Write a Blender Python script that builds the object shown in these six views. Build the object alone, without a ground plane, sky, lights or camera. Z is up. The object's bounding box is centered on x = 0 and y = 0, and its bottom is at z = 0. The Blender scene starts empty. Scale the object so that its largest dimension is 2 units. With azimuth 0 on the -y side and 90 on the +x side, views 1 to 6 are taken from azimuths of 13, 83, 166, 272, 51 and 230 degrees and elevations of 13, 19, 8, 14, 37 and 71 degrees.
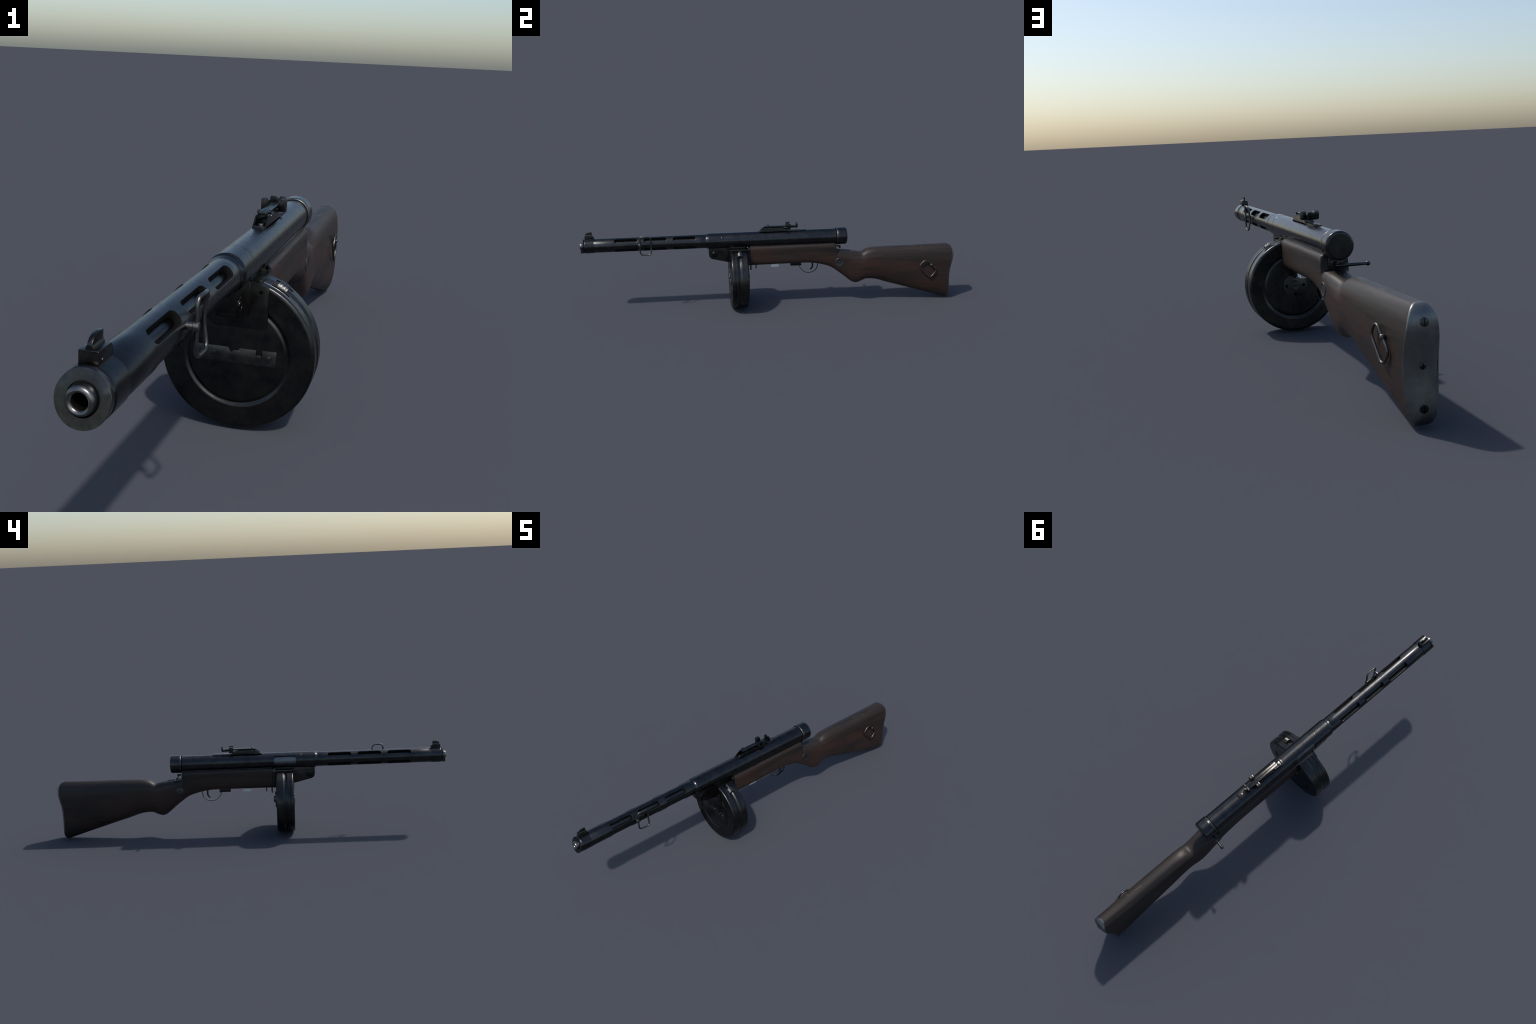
# Drum-fed submachine gun with a ventilated barrel jacket and a wooden stock.
# Muzzle points to -y, stock to +y, bolt handle and ejection port on the -x side.
import bpy, bmesh, math
from mathutils import Vector, Matrix

AXIS_Z = 0.3768          # height of the bore axis
DRUM_Z, DRUM_R = 0.1706, 0.1678

# --------------------------------------------------------------------------
# materials
# --------------------------------------------------------------------------

def new_material(name):
    m = bpy.data.materials.new(name)
    m.use_nodes = True
    nt = m.node_tree
    bsdf = nt.nodes["Principled BSDF"]
    return m, nt, bsdf


def noise(nt, vec, scale, detail=4.0, rough=0.55, distortion=0.0):
    n = nt.nodes.new("ShaderNodeTexNoise")
    n.inputs["Scale"].default_value = scale
    n.inputs["Detail"].default_value = detail
    n.inputs["Roughness"].default_value = rough
    n.inputs["Distortion"].default_value = distortion
    nt.links.new(vec, n.inputs["Vector"])
    return n.outputs["Fac"]


def ramp(nt, fac, stops):
    r = nt.nodes.new("ShaderNodeValToRGB")
    el = r.color_ramp.elements
    while len(el) < len(stops):
        el.new(0.5)
    for e, (p, c) in zip(el, stops):
        e.position = p
        e.color = (c, c, c, 1) if isinstance(c, (int, float)) else (*c, 1)
    nt.links.new(fac, r.inputs["Fac"])
    return r.outputs["Color"]


def mix(nt, fac, a, b, blend="MIX"):
    n = nt.nodes.new("ShaderNodeMix")
    n.data_type = "RGBA"
    n.blend_type = blend
    for sock, val in ((n.inputs[0], fac), (n.inputs[6], a), (n.inputs[7], b)):
        if hasattr(val, "is_linked"):
            nt.links.new(val, sock)
        elif isinstance(val, (int, float)):
            sock.default_value = val
        else:
            sock.default_value = (*val, 1)
    return n.outputs[2]


def math_node(nt, op, a, b=0.5):
    n = nt.nodes.new("ShaderNodeMath")
    n.operation = op
    n.use_clamp = True
    for sock, val in ((n.inputs[0], a), (n.inputs[1], b)):
        if hasattr(val, "is_linked"):
            nt.links.new(val, sock)
        else:
            sock.default_value = val
    return n.outputs[0]


def object_vector(nt, scale=(1, 1, 1), rot=(0, 0, 0)):
    tc = nt.nodes.new("ShaderNodeTexCoord")
    mp = nt.nodes.new("ShaderNodeMapping")
    mp.inputs["Scale"].default_value = scale
    mp.inputs["Rotation"].default_value = rot
    nt.links.new(tc.outputs["Object"], mp.inputs["Vector"])
    return mp.outputs["Vector"]


def bump(nt, bsdf, height, strength=0.1, dist=0.001):
    b = nt.nodes.new("ShaderNodeBump")
    b.inputs["Strength"].default_value = strength
    b.inputs["Distance"].default_value = dist
    nt.links.new(height, b.inputs["Height"])
    nt.links.new(b.outputs["Normal"], bsdf.inputs["Normal"])


def steel(name, dark, light, rough_lo, rough_hi, metallic=1.0, wear=(0.2, 0.19, 0.17), wear_amount=0.5):
    """Blued or bare steel: cloudy tone, fine speckle, worn convex edges."""
    m, nt, b = new_material(name)
    v = object_vector(nt)
    cloud = noise(nt, v, 22.0, 5.0, 0.6, 0.3)
    speck = noise(nt, v, 420.0, 3.0, 0.6)
    streak = noise(nt, object_vector(nt, (90, 12, 90)), 1.0, 5.0, 0.65)
    base = mix(nt, ramp(nt, cloud, [(0.35, 0.0), (0.68, 1.0)]), dark, light)
    base = mix(nt, math_node(nt, "MULTIPLY", ramp(nt, speck, [(0.55, 0.0), (0.75, 1.0)]), 0.35), base,
               tuple(c * 1.8 for c in light))
    geo = nt.nodes.new("ShaderNodeNewGeometry")
    edge = ramp(nt, geo.outputs["Pointiness"], [(0.53, 0.0), (0.60, 1.0)])
    edge = math_node(nt, "MULTIPLY", edge, ramp(nt, streak, [(0.35, 0.15), (0.65, 1.0)]))
    edge = math_node(nt, "MULTIPLY", edge, wear_amount)
    base = mix(nt, edge, base, wear)
    nt.links.new(base, b.inputs["Base Color"])
    b.inputs["Metallic"].default_value = metallic
    r = nt.nodes.new("ShaderNodeMapRange")
    r.inputs["From Min"].default_value, r.inputs["From Max"].default_value = 0.3, 0.7
    r.inputs["To Min"].default_value, r.inputs["To Max"].default_value = rough_lo, rough_hi
    nt.links.new(noise(nt, v, 60.0, 6.0, 0.65), r.inputs["Value"])
    nt.links.new(r.outputs["Result"], b.inputs["Roughness"])
    bump(nt, b, speck, 0.015, 0.0006)
    return m


def wood_material():
    m, nt, b = new_material("oiled_dark_wood")
    # grain runs with the stock line (y, sloping down to the butt)
    grain_v = object_vector(nt, (75, 4.0, 75), (math.radians(-9), 0, 0))
    grain = noise(nt, grain_v, 1.0, 8.0, 0.62, 0.8)
    fine = noise(nt, object_vector(nt, (260, 11, 260), (math.radians(-9), 0, 0)), 1.0, 4.0, 0.6)
    blotch = noise(nt, object_vector(nt, (9, 3.4, 9), (math.radians(-14), 0, 0)), 1.0, 3.0, 0.5, 0.4)
    v = object_vector(nt)
    grime = noise(nt, v, 13.0, 5.0, 0.6)
    smudge = noise(nt, v, 34.0, 3.0, 0.5)
    dark, warm, red = (0.0110, 0.0082, 0.0068), (0.0250, 0.0166, 0.0120), (0.0430, 0.0192, 0.0138)
    col = mix(nt, ramp(nt, grain, [(0.42, 0.0), (0.60, 1.0)]), dark, warm)
    # bare reddish heartwood in a band along the flanks, handling grime on the comb and lower edge
    sep = nt.nodes.new("ShaderNodeSeparateXYZ")
    nt.links.new(v, sep.inputs[0])
    line = nt.nodes.new("ShaderNodeMath")
    line.operation = "MULTIPLY_ADD"
    line.inputs[1].default_value, line.inputs[2].default_value = 0.16, -0.260
    nt.links.new(sep.outputs["Y"], line.inputs[0])
    off = nt.nodes.new("ShaderNodeMath")
    off.operation = "ADD"
    nt.links.new(sep.outputs["Z"], off.inputs[0])
    nt.links.new(line.outputs[0], off.inputs[1])
    dist = nt.nodes.new("ShaderNodeMath")
    dist.operation = "ABSOLUTE"
    nt.links.new(off.outputs[0], dist.inputs[0])
    band = nt.nodes.new("ShaderNodeMapRange")
    band.interpolation_type = "SMOOTHSTEP"
    band.inputs["From Min"].default_value, band.inputs["From Max"].default_value = 0.035, 0.110
    band.inputs["To Min"].default_value, band.inputs["To Max"].default_value = 1.0, 0.10
    nt.links.new(dist.outputs[0], band.inputs["Value"])
    redmask = math_node(nt, "MULTIPLY", ramp(nt, blotch, [(0.36, 0.12), (0.56, 0.95)]), band.outputs["Result"])
    redmask = math_node(nt, "MULTIPLY", redmask, ramp(nt, grain, [(0.25, 0.35), (0.6, 1.0)]))
    col = mix(nt, redmask, col, red)
    col = mix(nt, math_node(nt, "MULTIPLY", ramp(nt, fine, [(0.50, 0.0), (0.70, 1.0)]), 0.55), col, (0.013, 0.010, 0.009))
    col = mix(nt, math_node(nt, "MULTIPLY", ramp(nt, grime, [(0.48, 0.0), (0.70, 1.0)]), 0.55), col, (0.0125, 0.0113, 0.0106))
    col = mix(nt, math_node(nt, "MULTIPLY", ramp(nt, smudge, [(0.68, 0.0), (0.76, 1.0)]), 0.6), col, (0.009, 0.008, 0.0075))
    # pale scuffs where the comb begins and on top of the butt
    scuff = noise(nt, object_vector(nt, (420, 70, 420)), 1.0, 3.0, 0.6)
    for centre, reach, cut in (((0.0, 0.4860, 0.284), (0.034, 0.008, 0.014), 0.52), ((0.010, 0.770, 0.306), (0.0045, 0.050, 0.020), 0.49), ((0.016, 0.815, 0.304), (0.016, 0.004, 0.020), 0.50)):
        tc = nt.nodes.new("ShaderNodeTexCoord")
        mp = nt.nodes.new("ShaderNodeMapping")
        mp.inputs["Scale"].default_value = tuple(1 / r_ for r_ in reach)
        mp.inputs["Location"].default_value = tuple(-c_ / r_ for c_, r_ in zip(centre, reach))
        nt.links.new(tc.outputs["Object"], mp.inputs["Vector"])
        ln = nt.nodes.new("ShaderNodeVectorMath")
        ln.operation = "LENGTH"
        nt.links.new(mp.outputs["Vector"], ln.inputs[0])
        spot = ramp(nt, ln.outputs["Value"], [(0.35, 1.0), (1.0, 0.0)])
        spot = math_node(nt, "MULTIPLY", spot, ramp(nt, scuff, [(cut, 0.0), (cut + 0.06, 1.0)]))
        col = mix(nt, math_node(nt, "MULTIPLY", spot, 0.7), col, (0.105, 0.070, 0.048))
    nt.links.new(col, b.inputs["Base Color"])
    r = nt.nodes.new("ShaderNodeMapRange")
    r.inputs["To Min"].default_value, r.inputs["To Max"].default_value = 0.34, 0.60
    nt.links.new(grime, r.inputs["Value"])
    nt.links.new(r.outputs["Result"], b.inputs["Roughness"])
    b.inputs["Specular IOR Level"].default_value = 0.38
    bump(nt, b, fine, 0.08, 0.0008)
    return m


def plain(name, col, rough, metallic=0.0, specular=0.5):
    m, nt, b = new_material(name)
    v = object_vector(nt)
    c = mix(nt, ramp(nt, noise(nt, v, 50.0), [(0.3, 0.0), (0.7, 1.0)]), tuple(x * 0.9 for x in col), col)
    nt.links.new(c, b.inputs["Base Color"])
    b.inputs["Roughness"].default_value = rough
    b.inputs["Metallic"].default_value = metallic
    b.inputs["Specular IOR Level"].default_value = specular
    return m


BLUED = steel("blued_steel", (0.040, 0.042, 0.046), (0.062, 0.062, 0.062), 0.23, 0.30)
BLACK = steel("black_steel", (0.024, 0.025, 0.026), (0.040, 0.040, 0.040), 0.24, 0.38, wear_amount=0.4)
DRUM = steel("drum_steel", (0.034, 0.035, 0.037), (0.060, 0.058, 0.055), 0.24, 0.38, wear_amount=0.6)
PLATE_STEEL = steel("plate_steel", (0.15, 0.155, 0.15), (0.21, 0.21, 0.20), 0.36, 0.48)
BRIGHT = steel("worn_steel", (0.13, 0.13, 0.13), (0.20, 0.195, 0.18), 0.26, 0.38)
WIRE = steel("wire_steel", (0.09, 0.09, 0.09), (0.14, 0.135, 0.125), 0.28, 0.42)
BOLT = steel("bolt_steel", (0.15, 0.16, 0.165), (0.21, 0.22, 0.225), 0.38, 0.52)
STAMPED = steel("stamped_steel", (0.050, 0.051, 0.053), (0.076, 0.075, 0.073), 0.28, 0.42, wear_amount=0.6)
DISC = steel("disc_steel", (0.060, 0.063, 0.063), (0.090, 0.090, 0.088), 0.40, 0.55)
WOOD = wood_material()
WHITE = plain("white_plastic", (0.80, 0.80, 0.80), 0.5)
VOID = plain("flat_black", (0.003, 0.003, 0.003), 0.8, specular=0.0)  # flat black without sheen, used for the bore, holes, screw slots and cap groove

# --------------------------------------------------------------------------
# mesh helpers (everything is built in the object's own frame)
# --------------------------------------------------------------------------

ROOT = bpy.data.objects.new("submachine_gun", None)
bpy.context.scene.collection.objects.link(ROOT)
ROOT["label"] = "dark steel submachine gun with drum magazine and wooden stock"
ROOT["category"] = "firearm"


def finish(bm, name, mat, parent=None, angle=32.0, bevel=0.0, bevel_angle=35.0, segments=2):
    """bmesh -> named object with optional bevel, smooth shading split at sharp edges."""
    bmesh.ops.remove_doubles(bm, verts=bm.verts, dist=1e-6)
    bmesh.ops.recalc_face_normals(bm, faces=bm.faces)
    me = bpy.data.meshes.new(name)
    bm.to_mesh(me)
    bm.free()
    ob = bpy.data.objects.new(name, me)
    bpy.context.scene.collection.objects.link(ob)
    if bevel > 0:
        md = ob.modifiers.new("bevel", "BEVEL")
        md.width, md.segments, md.limit_method = bevel, segments, "ANGLE"
        md.angle_limit = math.radians(bevel_angle)
        md.harden_normals = False
        apply_modifiers(ob)
    smooth_by_angle(ob.data, angle)
    ob.data.materials.clear()
    ob.data.materials.append(mat)
    ob.parent = parent if parent else ROOT
    return ob


def apply_modifiers(ob):
    dg = bpy.context.evaluated_depsgraph_get()
    dg.update()
    new = bpy.data.meshes.new_from_object(ob.evaluated_get(dg))
    old = ob.data
    name = old.name
    ob.modifiers.clear()
    ob.data = new
    bpy.data.meshes.remove(old)
    new.name = name


def smooth_by_angle(me, angle):
    bm = bmesh.new()
    bm.from_mesh(me)
    lim = math.radians(angle)
    for f in bm.faces:
        f.smooth = True
    for e in bm.edges:
        e.smooth = len(e.link_faces) == 2 and e.calc_face_angle(0.0) < lim
    bm.to_mesh(me)
    bm.free()


def frame(axis):
    """Rotation taking local z to the axis."""
    return Vector((0, 0, 1)).rotation_difference(Vector(axis).normalized()).to_matrix()


def lathe(bm, profile, centre=(0, 0, AXIS_Z), axis=(0, 1, 0), seg=64):
    """Revolve (distance along axis, radius) pairs; radius 0 closes the end."""
    rot, c = frame(axis), Vector(centre)
    rings = []
    for t, r in profile:
        if r <= 1e-7:
            rings.append([bm.verts.new(c + rot @ Vector((0, 0, t)))])
        else:
            rings.append([bm.verts.new(c + rot @ Vector((r * math.cos(2 * math.pi * k / seg), r * math.sin(2 * math.pi * k / seg), t)))
                          for k in range(seg)])
    for a, b in zip(rings, rings[1:]):
        for k in range(seg):
            j = (k + 1) % seg
            if len(a) == 1 and len(b) == 1:
                continue
            if len(a) == 1:
                bm.faces.new((a[0], b[k], b[j]))
            elif len(b) == 1:
                bm.faces.new((a[k], a[j], b[0]))
            else:
                bm.faces.new((a[k], a[j], b[j], b[k]))
    return bm


def supported(profile, margin=0.0012):
    """Extra rings close to both ends of long straight runs keep the shading flat there."""
    out = []
    for (t0, r0), (t1, r1) in zip(profile, profile[1:]):
        out.append((t0, r0))
        length = math.hypot(t1 - t0, r1 - r0)
        if length > 5 * margin and r0 > 1e-7 and r1 > 1e-7:
            for f in (margin / length, 1 - margin / length):
                out.append((t0 + (t1 - t0) * f, r0 + (r1 - r0) * f))
    out.append(profile[-1])
    return out


def lathe_object(name, profile, mat, parent=None, centre=(0, 0, AXIS_Z), axis=(0, 1, 0), seg=64, angle=32.0, bevel=0.0):
    return finish(lathe(bmesh.new(), supported(profile), centre, axis, seg), name, mat, parent, angle, bevel)


def disc(bm, centre, axis, radius, depth, edge=0.0008, seg=32):
    """Short cylinder from centre along axis, rounded at the outer end."""
    lathe(bm, [(0, 0), (0, radius), (depth - edge, radius), (depth - edge * 0.3, radius - edge * 0.3), (depth, radius - edge), (depth, 0)],
          centre, axis, seg)
    return bm


def extrude(bm, outline, depth_axis, lo, hi):
    """Prism from a closed 2D outline. depth_axis 'x': outline is (y, z); 'y': (x, z); 'z': (x, y)."""
    def at(p, d):
        return {"x": (d, p[0], p[1]), "y": (p[0], d, p[1]), "z": (p[0], p[1], d)}[depth_axis]
    a = [bm.verts.new(at(p, lo)) for p in outline]
    b = [bm.verts.new(at(p, hi)) for p in outline]
    bm.faces.new(a)
    bm.faces.new(list(reversed(b)))
    for i in range(len(a)):
        j = (i + 1) % len(a)
        bm.faces.new((a[i], b[i], b[j], a[j]))
    return bm


def box(bm, x0, x1, y0, y1, z0, z1):
    return extrude(bm, [(y0, z0), (y1, z0), (y1, z1), (y0, z1)], "x", x0, x1)


def tube(bm, points, radius, closed=False, seg=10, cap=True):
    """Round wire through points (radius may be a list)."""
    pts = [Vector(p) for p in points]
    n = len(pts)
    rad = radius if isinstance(radius, (list, tuple)) else [radius] * n
    rings, ref = [], None
    for i in range(n):
        if closed:
            t = (pts[(i + 1) % n] - pts[i - 1]).normalized()
        else:
            t = (pts[min(i + 1, n - 1)] - pts[max(i - 1, 0)]).normalized()
        if ref is None:
            ref = t.orthogonal().normalized()
        ref = (ref - t * ref.dot(t)).normalized()
        side = t.cross(ref)
        rings.append([bm.verts.new(pts[i] + rad[i] * (ref * math.cos(2 * math.pi * k / seg) + side * math.sin(2 * math.pi * k / seg)))
                      for k in range(seg)])
    pairs = list(zip(rings, rings[1:]))
    for a, b in pairs:
        for k in range(seg):
            bm.faces.new((a[k], a[(k + 1) % seg], b[(k + 1) % seg], b[k]))
    if closed:
        a, b = rings[-1], rings[0]
        shift = min(range(seg), key=lambda s: (b[s].co - a[0].co).length)
        for k in range(seg):
            bm.faces.new((a[k], a[(k + 1) % seg], b[(k + 1 + shift) % seg], b[(k + shift) % seg]))
    elif cap:
        bm.faces.new(list(reversed(rings[0])))
        bm.faces.new(rings[-1])
    return bm


def spline(points, per=8, closed=False):
    """Catmull-Rom through control points."""
    pts = [Vector(p) for p in points]
    n = len(pts)
    out = []
    for i in range(n if closed else n - 1):
        g = (lambda k: pts[k % n]) if closed else (lambda k: pts[max(0, min(n - 1, k))])
        p0, p1, p2, p3 = g(i - 1), g(i), g(i + 1), g(i + 2)
        for s in range(per):
            t = s / per
            out.append(0.5 * ((2 * p1) + (p2 - p0) * t + (2 * p0 - 5 * p1 + 4 * p2 - p3) * t * t + (3 * p1 - p0 - 3 * p2 + p3) * t ** 3))
    if not closed:
        out.append(pts[-1])
    return out


def interp(table, x):
    """Smooth (monotone cubic) interpolation in a list of (x, value)."""
    if x <= table[0][0]:
        return table[0][1]
    if x >= table[-1][0]:
        return table[-1][1]
    n = len(table)
    d = [(table[i + 1][1] - table[i][1]) / (table[i + 1][0] - table[i][0]) for i in range(n - 1)]
    m = [d[0]] + [0.0 if d[i - 1] * d[i] <= 0 else 2 * d[i - 1] * d[i] / (d[i - 1] + d[i]) for i in range(1, n - 1)] + [d[-1]]
    for i in range(n - 1):
        if table[i][0] <= x <= table[i + 1][0]:
            h = table[i + 1][0] - table[i][0]
            t = (x - table[i][0]) / h
            return ((2 * t ** 3 - 3 * t * t + 1) * table[i][1] + (t ** 3 - 2 * t * t + t) * h * m[i]
                    + (-2 * t ** 3 + 3 * t * t) * table[i + 1][1] + (t ** 3 - t * t) * h * m[i + 1])


def rounded_polygon(corners, seg=5):
    """Outline with arcs: corners are (u, v, radius)."""
    out, n = [], len(corners)
    for i, (u, v, r) in enumerate(corners):
        p = Vector((u, v))
        a = Vector(corners[i - 1][:2]) - p
        b = Vector(corners[(i + 1) % n][:2]) - p
        if r <= 0:
            out.append((u, v))
            continue
        a.normalize(), b.normalize()
        half = math.acos(max(-1, min(1, a.dot(b)))) / 2
        cut = r / math.tan(half)
        c = p + (a + b).normalized() * (r / math.sin(half))
        s, e = p + a * cut - c, p + b * cut - c
        ang0, ang1 = math.atan2(s.y, s.x), math.atan2(e.y, e.x)
        dlt = (ang1 - ang0 + math.pi) % (2 * math.pi) - math.pi
        for k in range(seg + 1):
            g = ang0 + dlt * k / seg
            out.append((c.x + r * math.cos(g), c.y + r * math.sin(g)))
    return out


def slotted_tube(name, mat, radius, wall, theta_cuts, y_cuts, holes, parent=None, edge=0.0008, n_theta=8):
    """Hollow tube about the bore with rounded windows.
    theta_cuts (degrees, 0 = +x, 90 = up) and y_cuts bound the cells; holes maps (i, j) -> (theta_c, half_arc, y_c, half_len, corner)."""
    bm = bmesh.new()

    def wrap(th, y):
        return bm.verts.new((radius * math.cos(th), y, AXIS_Z + radius * math.sin(th)))

    def spaced(n):          # denser towards both ends, for the rounded slot ends
        return [0.5 - 0.5 * math.cos(math.pi * k / n) for k in range(n + 1)]
    for i in range(len(theta_cuts) - 1):
        ta, tb = math.radians(theta_cuts[i]), math.radians(theta_cuts[i + 1])
        steps = max(2, int(round(abs(tb - ta) / math.radians(90) * n_theta * 2)))
        for j in range(len(y_cuts) - 1):
            ya, yb = y_cuts[j], y_cuts[j + 1]
            rows = spaced(20) if any(k[1] == j for k in holes) else [0, 1]
            if (i, j) not in holes:
                grid = [[wrap(ta + (tb - ta) * a / steps, ya + (yb - ya) * b) for b in rows] for a in range(steps + 1)]
                for a in range(steps):
                    for b in range(len(rows) - 1):
                        bm.faces.new((grid[a][b], grid[a + 1][b], grid[a + 1][b + 1], grid[a][b + 1]))
                continue
            tc, ha, yc, hl, cr = holes[(i, j)]
            tc = math.radians(tc)
            border = [(a / steps, 0.0) for a in range(steps)] + [(1.0, b) for b in rows[:-1]] \
                + [(1 - a / steps, 1.0) for a in range(steps)] + [(0.0, b) for b in reversed(rows[1:])]
            rim = []
            for u, v in border:          # same point on the window's own rounded rectangle
                px, py = (2 * u - 1) * ha, (2 * v - 1) * hl
                qx, qy = ha - cr, hl - cr
                if abs(px) > qx - 1e-9 and abs(py) > qy - 1e-9:
                    d = Vector((abs(px) - qx, abs(py) - qy))
                    d = d.normalized() * cr if d.length > 1e-9 else Vector((cr, 0))
                    px, py = math.copysign(qx + d.x, px), math.copysign(qy + d.y, py)
                rim.append((tc + px / radius, yc + py))
            layers = []
            for s in (0.0, 0.4, 0.75, 0.93, 1.0):
                layers.append([wrap((ta + (tb - ta) * u) * (1 - s) + r[0] * s, (ya + (yb - ya) * v) * (1 - s) + r[1] * s)
                               for (u, v), r in zip(border, rim)])
            for p, q in zip(layers, layers[1:]):
                for k in range(len(p)):
                    l = (k + 1) % len(p)
                    bm.faces.new((p[k], p[l], q[l], q[k]))
    bmesh.ops.remove_doubles(bm, verts=bm.verts, dist=1e-5)
    bmesh.ops.recalc_face_normals(bm, faces=bm.faces)
    out = sum(f.normal.dot(Vector((f.calc_center_median().x, 0, f.calc_center_median().z - AXIS_Z))) for f in bm.faces)
    if out < 0:
        bmesh.ops.reverse_faces(bm, faces=bm.faces)
    # inner wall and rims
    inner = {}
    for v in list(bm.verts):
        k = (radius - wall) / radius
        inner[v] = bm.verts.new((v.co.x * k, v.co.y, AXIS_Z + (v.co.z - AXIS_Z) * k))
    rim_edges = [e for e in bm.edges if len(e.link_faces) == 1]
    for f in list(bm.faces):
        bm.faces.new([inner[v] for v in reversed(f.verts)])
    for e in rim_edges:
        a, b = e.verts
        bm.faces.new((a, b, inner[b], inner[a]))
    return finish(bm, name, mat, parent, 35, bevel=edge, bevel_angle=50)


# --------------------------------------------------------------------------
# barrel, jacket and muzzle
# --------------------------------------------------------------------------
JACKET_R, SLEEVE_R, RECEIVER_R, CAP_R = 0.0366, 0.0382, 0.0410, 0.0455

slots = {}
slot_y = [(-0.8215, -0.7035), (-0.6710, -0.5525), (-0.5200, -0.4010)]
y_cuts = [-0.935]
for a, b in slot_y:
    y_cuts += [a - 0.012, b + 0.012]
y_cuts.append(-0.352)
for i in range(4):
    for s, (a, b) in enumerate(slot_y):
        slots[(i, 1 + 2 * s)] = (46.5 + 90 * i if i == 0 else 133.5 if i == 1 else 45 + 90 * i, 0.0140, 0.5 * (a + b), 0.5 * (b - a), 0.0125)
VENT = plain("vent_painted_shade", (0.006, 0.006, 0.006), 0.70, specular=0.1)  # vent walls blackened: occlusion shade of the slots put into the colour
jacket = slotted_tube("barrel_jacket", BLUED, JACKET_R, 0.0138, [0, 90, 180, 270, 360], y_cuts, slots, edge=0.0010)

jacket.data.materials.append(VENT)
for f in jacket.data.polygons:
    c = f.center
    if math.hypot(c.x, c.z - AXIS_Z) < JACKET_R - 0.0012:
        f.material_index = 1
lathe_object("barrel", [(-0.9640, 0.0108), (-0.9640, 0.0190), (-0.9300, 0.0190), (-0.9300, 0.0230), (-0.3560, 0.0230), (-0.3560, 0.0)], BLUED, jacket, seg=64)
lathe_object("muzzle", [(-0.985, 0.0108), (-0.9930, 0.0110), (-0.9972, 0.0117), (-0.9990, 0.0131), (-1.0, 0.0154),
                        (-0.9993, 0.0177), (-0.9975, 0.0194), (-0.9945, 0.0203), (-0.965, 0.0204), (-0.965, 0.0112)], BRIGHT, jacket, seg=48)
lathe_object("bore", [(-0.9900, 0.0113), (-0.9880, 0.0104), (-0.8500, 0.0104), (-0.8500, 0.0)], VOID, jacket, seg=32)

# sleeve that carries the front sight, with a groove in front of it
lathe_object("muzzle_sleeve", [(-0.9262, 0.0345), (-0.9262, SLEEVE_R - 0.0008), (-0.9270, SLEEVE_R), (-0.9715, SLEEVE_R), (-0.9735, SLEEVE_R - 0.0007),
                               (-0.9750, 0.0362), (-0.9775, 0.0350), (-0.9775, 0.0115)], BLUED, jacket)
# slanted compensator collar: lower lip reaches further forward than the upper
bm = bmesh.new()
lathe(bm, [(-0.9765, 0.0115), (-0.9765, 0.0350), (-0.9772, 0.0362), (-0.9782, 0.0373), (-0.9880, 0.0377), (-0.9886, 0.0371), (-0.9886, 0.0225), (-0.9850, 0.0215), (-0.9850, 0.0115)])
for v in bm.verts:
    if v.co.y < -0.9778:
        depth = (-0.9778 - v.co.y) / 0.0108
        v.co.y += depth * (v.co.z - AXIS_Z) * 0.235
finish(bm, "muzzle_collar", BLUED, jacket, 32)

# front sight: block, blade
bm = bmesh.new()
extrude(bm, rounded_polygon([(-0.9715, 0.4060, 0), (-0.9260, 0.4060, 0), (-0.9260, 0.4255, 0.001), (-0.9320, 0.4325, 0.001), (-0.9715, 0.4330, 0.0006)], 2), "x", -0.0134, 0.0134)
sight_block = finish(bm, "front_sight_base", BLACK, jacket, 30, 0.0007)
bm = bmesh.new()          # flared skirt between block and sleeve
extrude(bm, [(-0.0133, 0.4150), (-0.0141, 0.4118), (-0.0162, 0.4085), (0.0162, 0.4085), (0.0141, 0.4118), (0.0133, 0.4150)], "y", -0.9713, -0.9275)
finish(bm, "sight_skirt", BLACK, sight_block, 40)
bm = bmesh.new()
blade = [(-0.9690, 0.4325), (-0.9330, 0.4325), (-0.9345, 0.4400), (-0.9342, 0.4502), (-0.9440, 0.4504), (-0.9540, 0.4494), (-0.9610, 0.4470), (-0.9660, 0.4430), (-0.9685, 0.4380)]
extrude(bm, blade, "x", -0.0035, 0.0035)
finish(bm, "front_sight_blade", BLACK, sight_block, 30, 0.0006)
bm = bmesh.new()
extrude(bm, rounded_polygon([(-0.0058, 0.4326, 0), (0.0058, 0.4326, 0), (0.0050, 0.4352, 0.0008), (0.0035, 0.4385, 0), (-0.0035, 0.4385, 0), (-0.0050, 0.4352, 0.0008)], 2), "y", -0.9688, -0.9340)
finish(bm, "sight_blade_foot", BLACK, sight_block, 40)
bm = bmesh.new()
for sx in (1, -1):
    disc(bm, (0.0130 * sx, -0.9600, 0.4195), (sx, 0, 0), 0.0022, 0.0013, 0.0006, 16)
finish(bm, "sight_pin", BRIGHT, sight_block)

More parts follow.
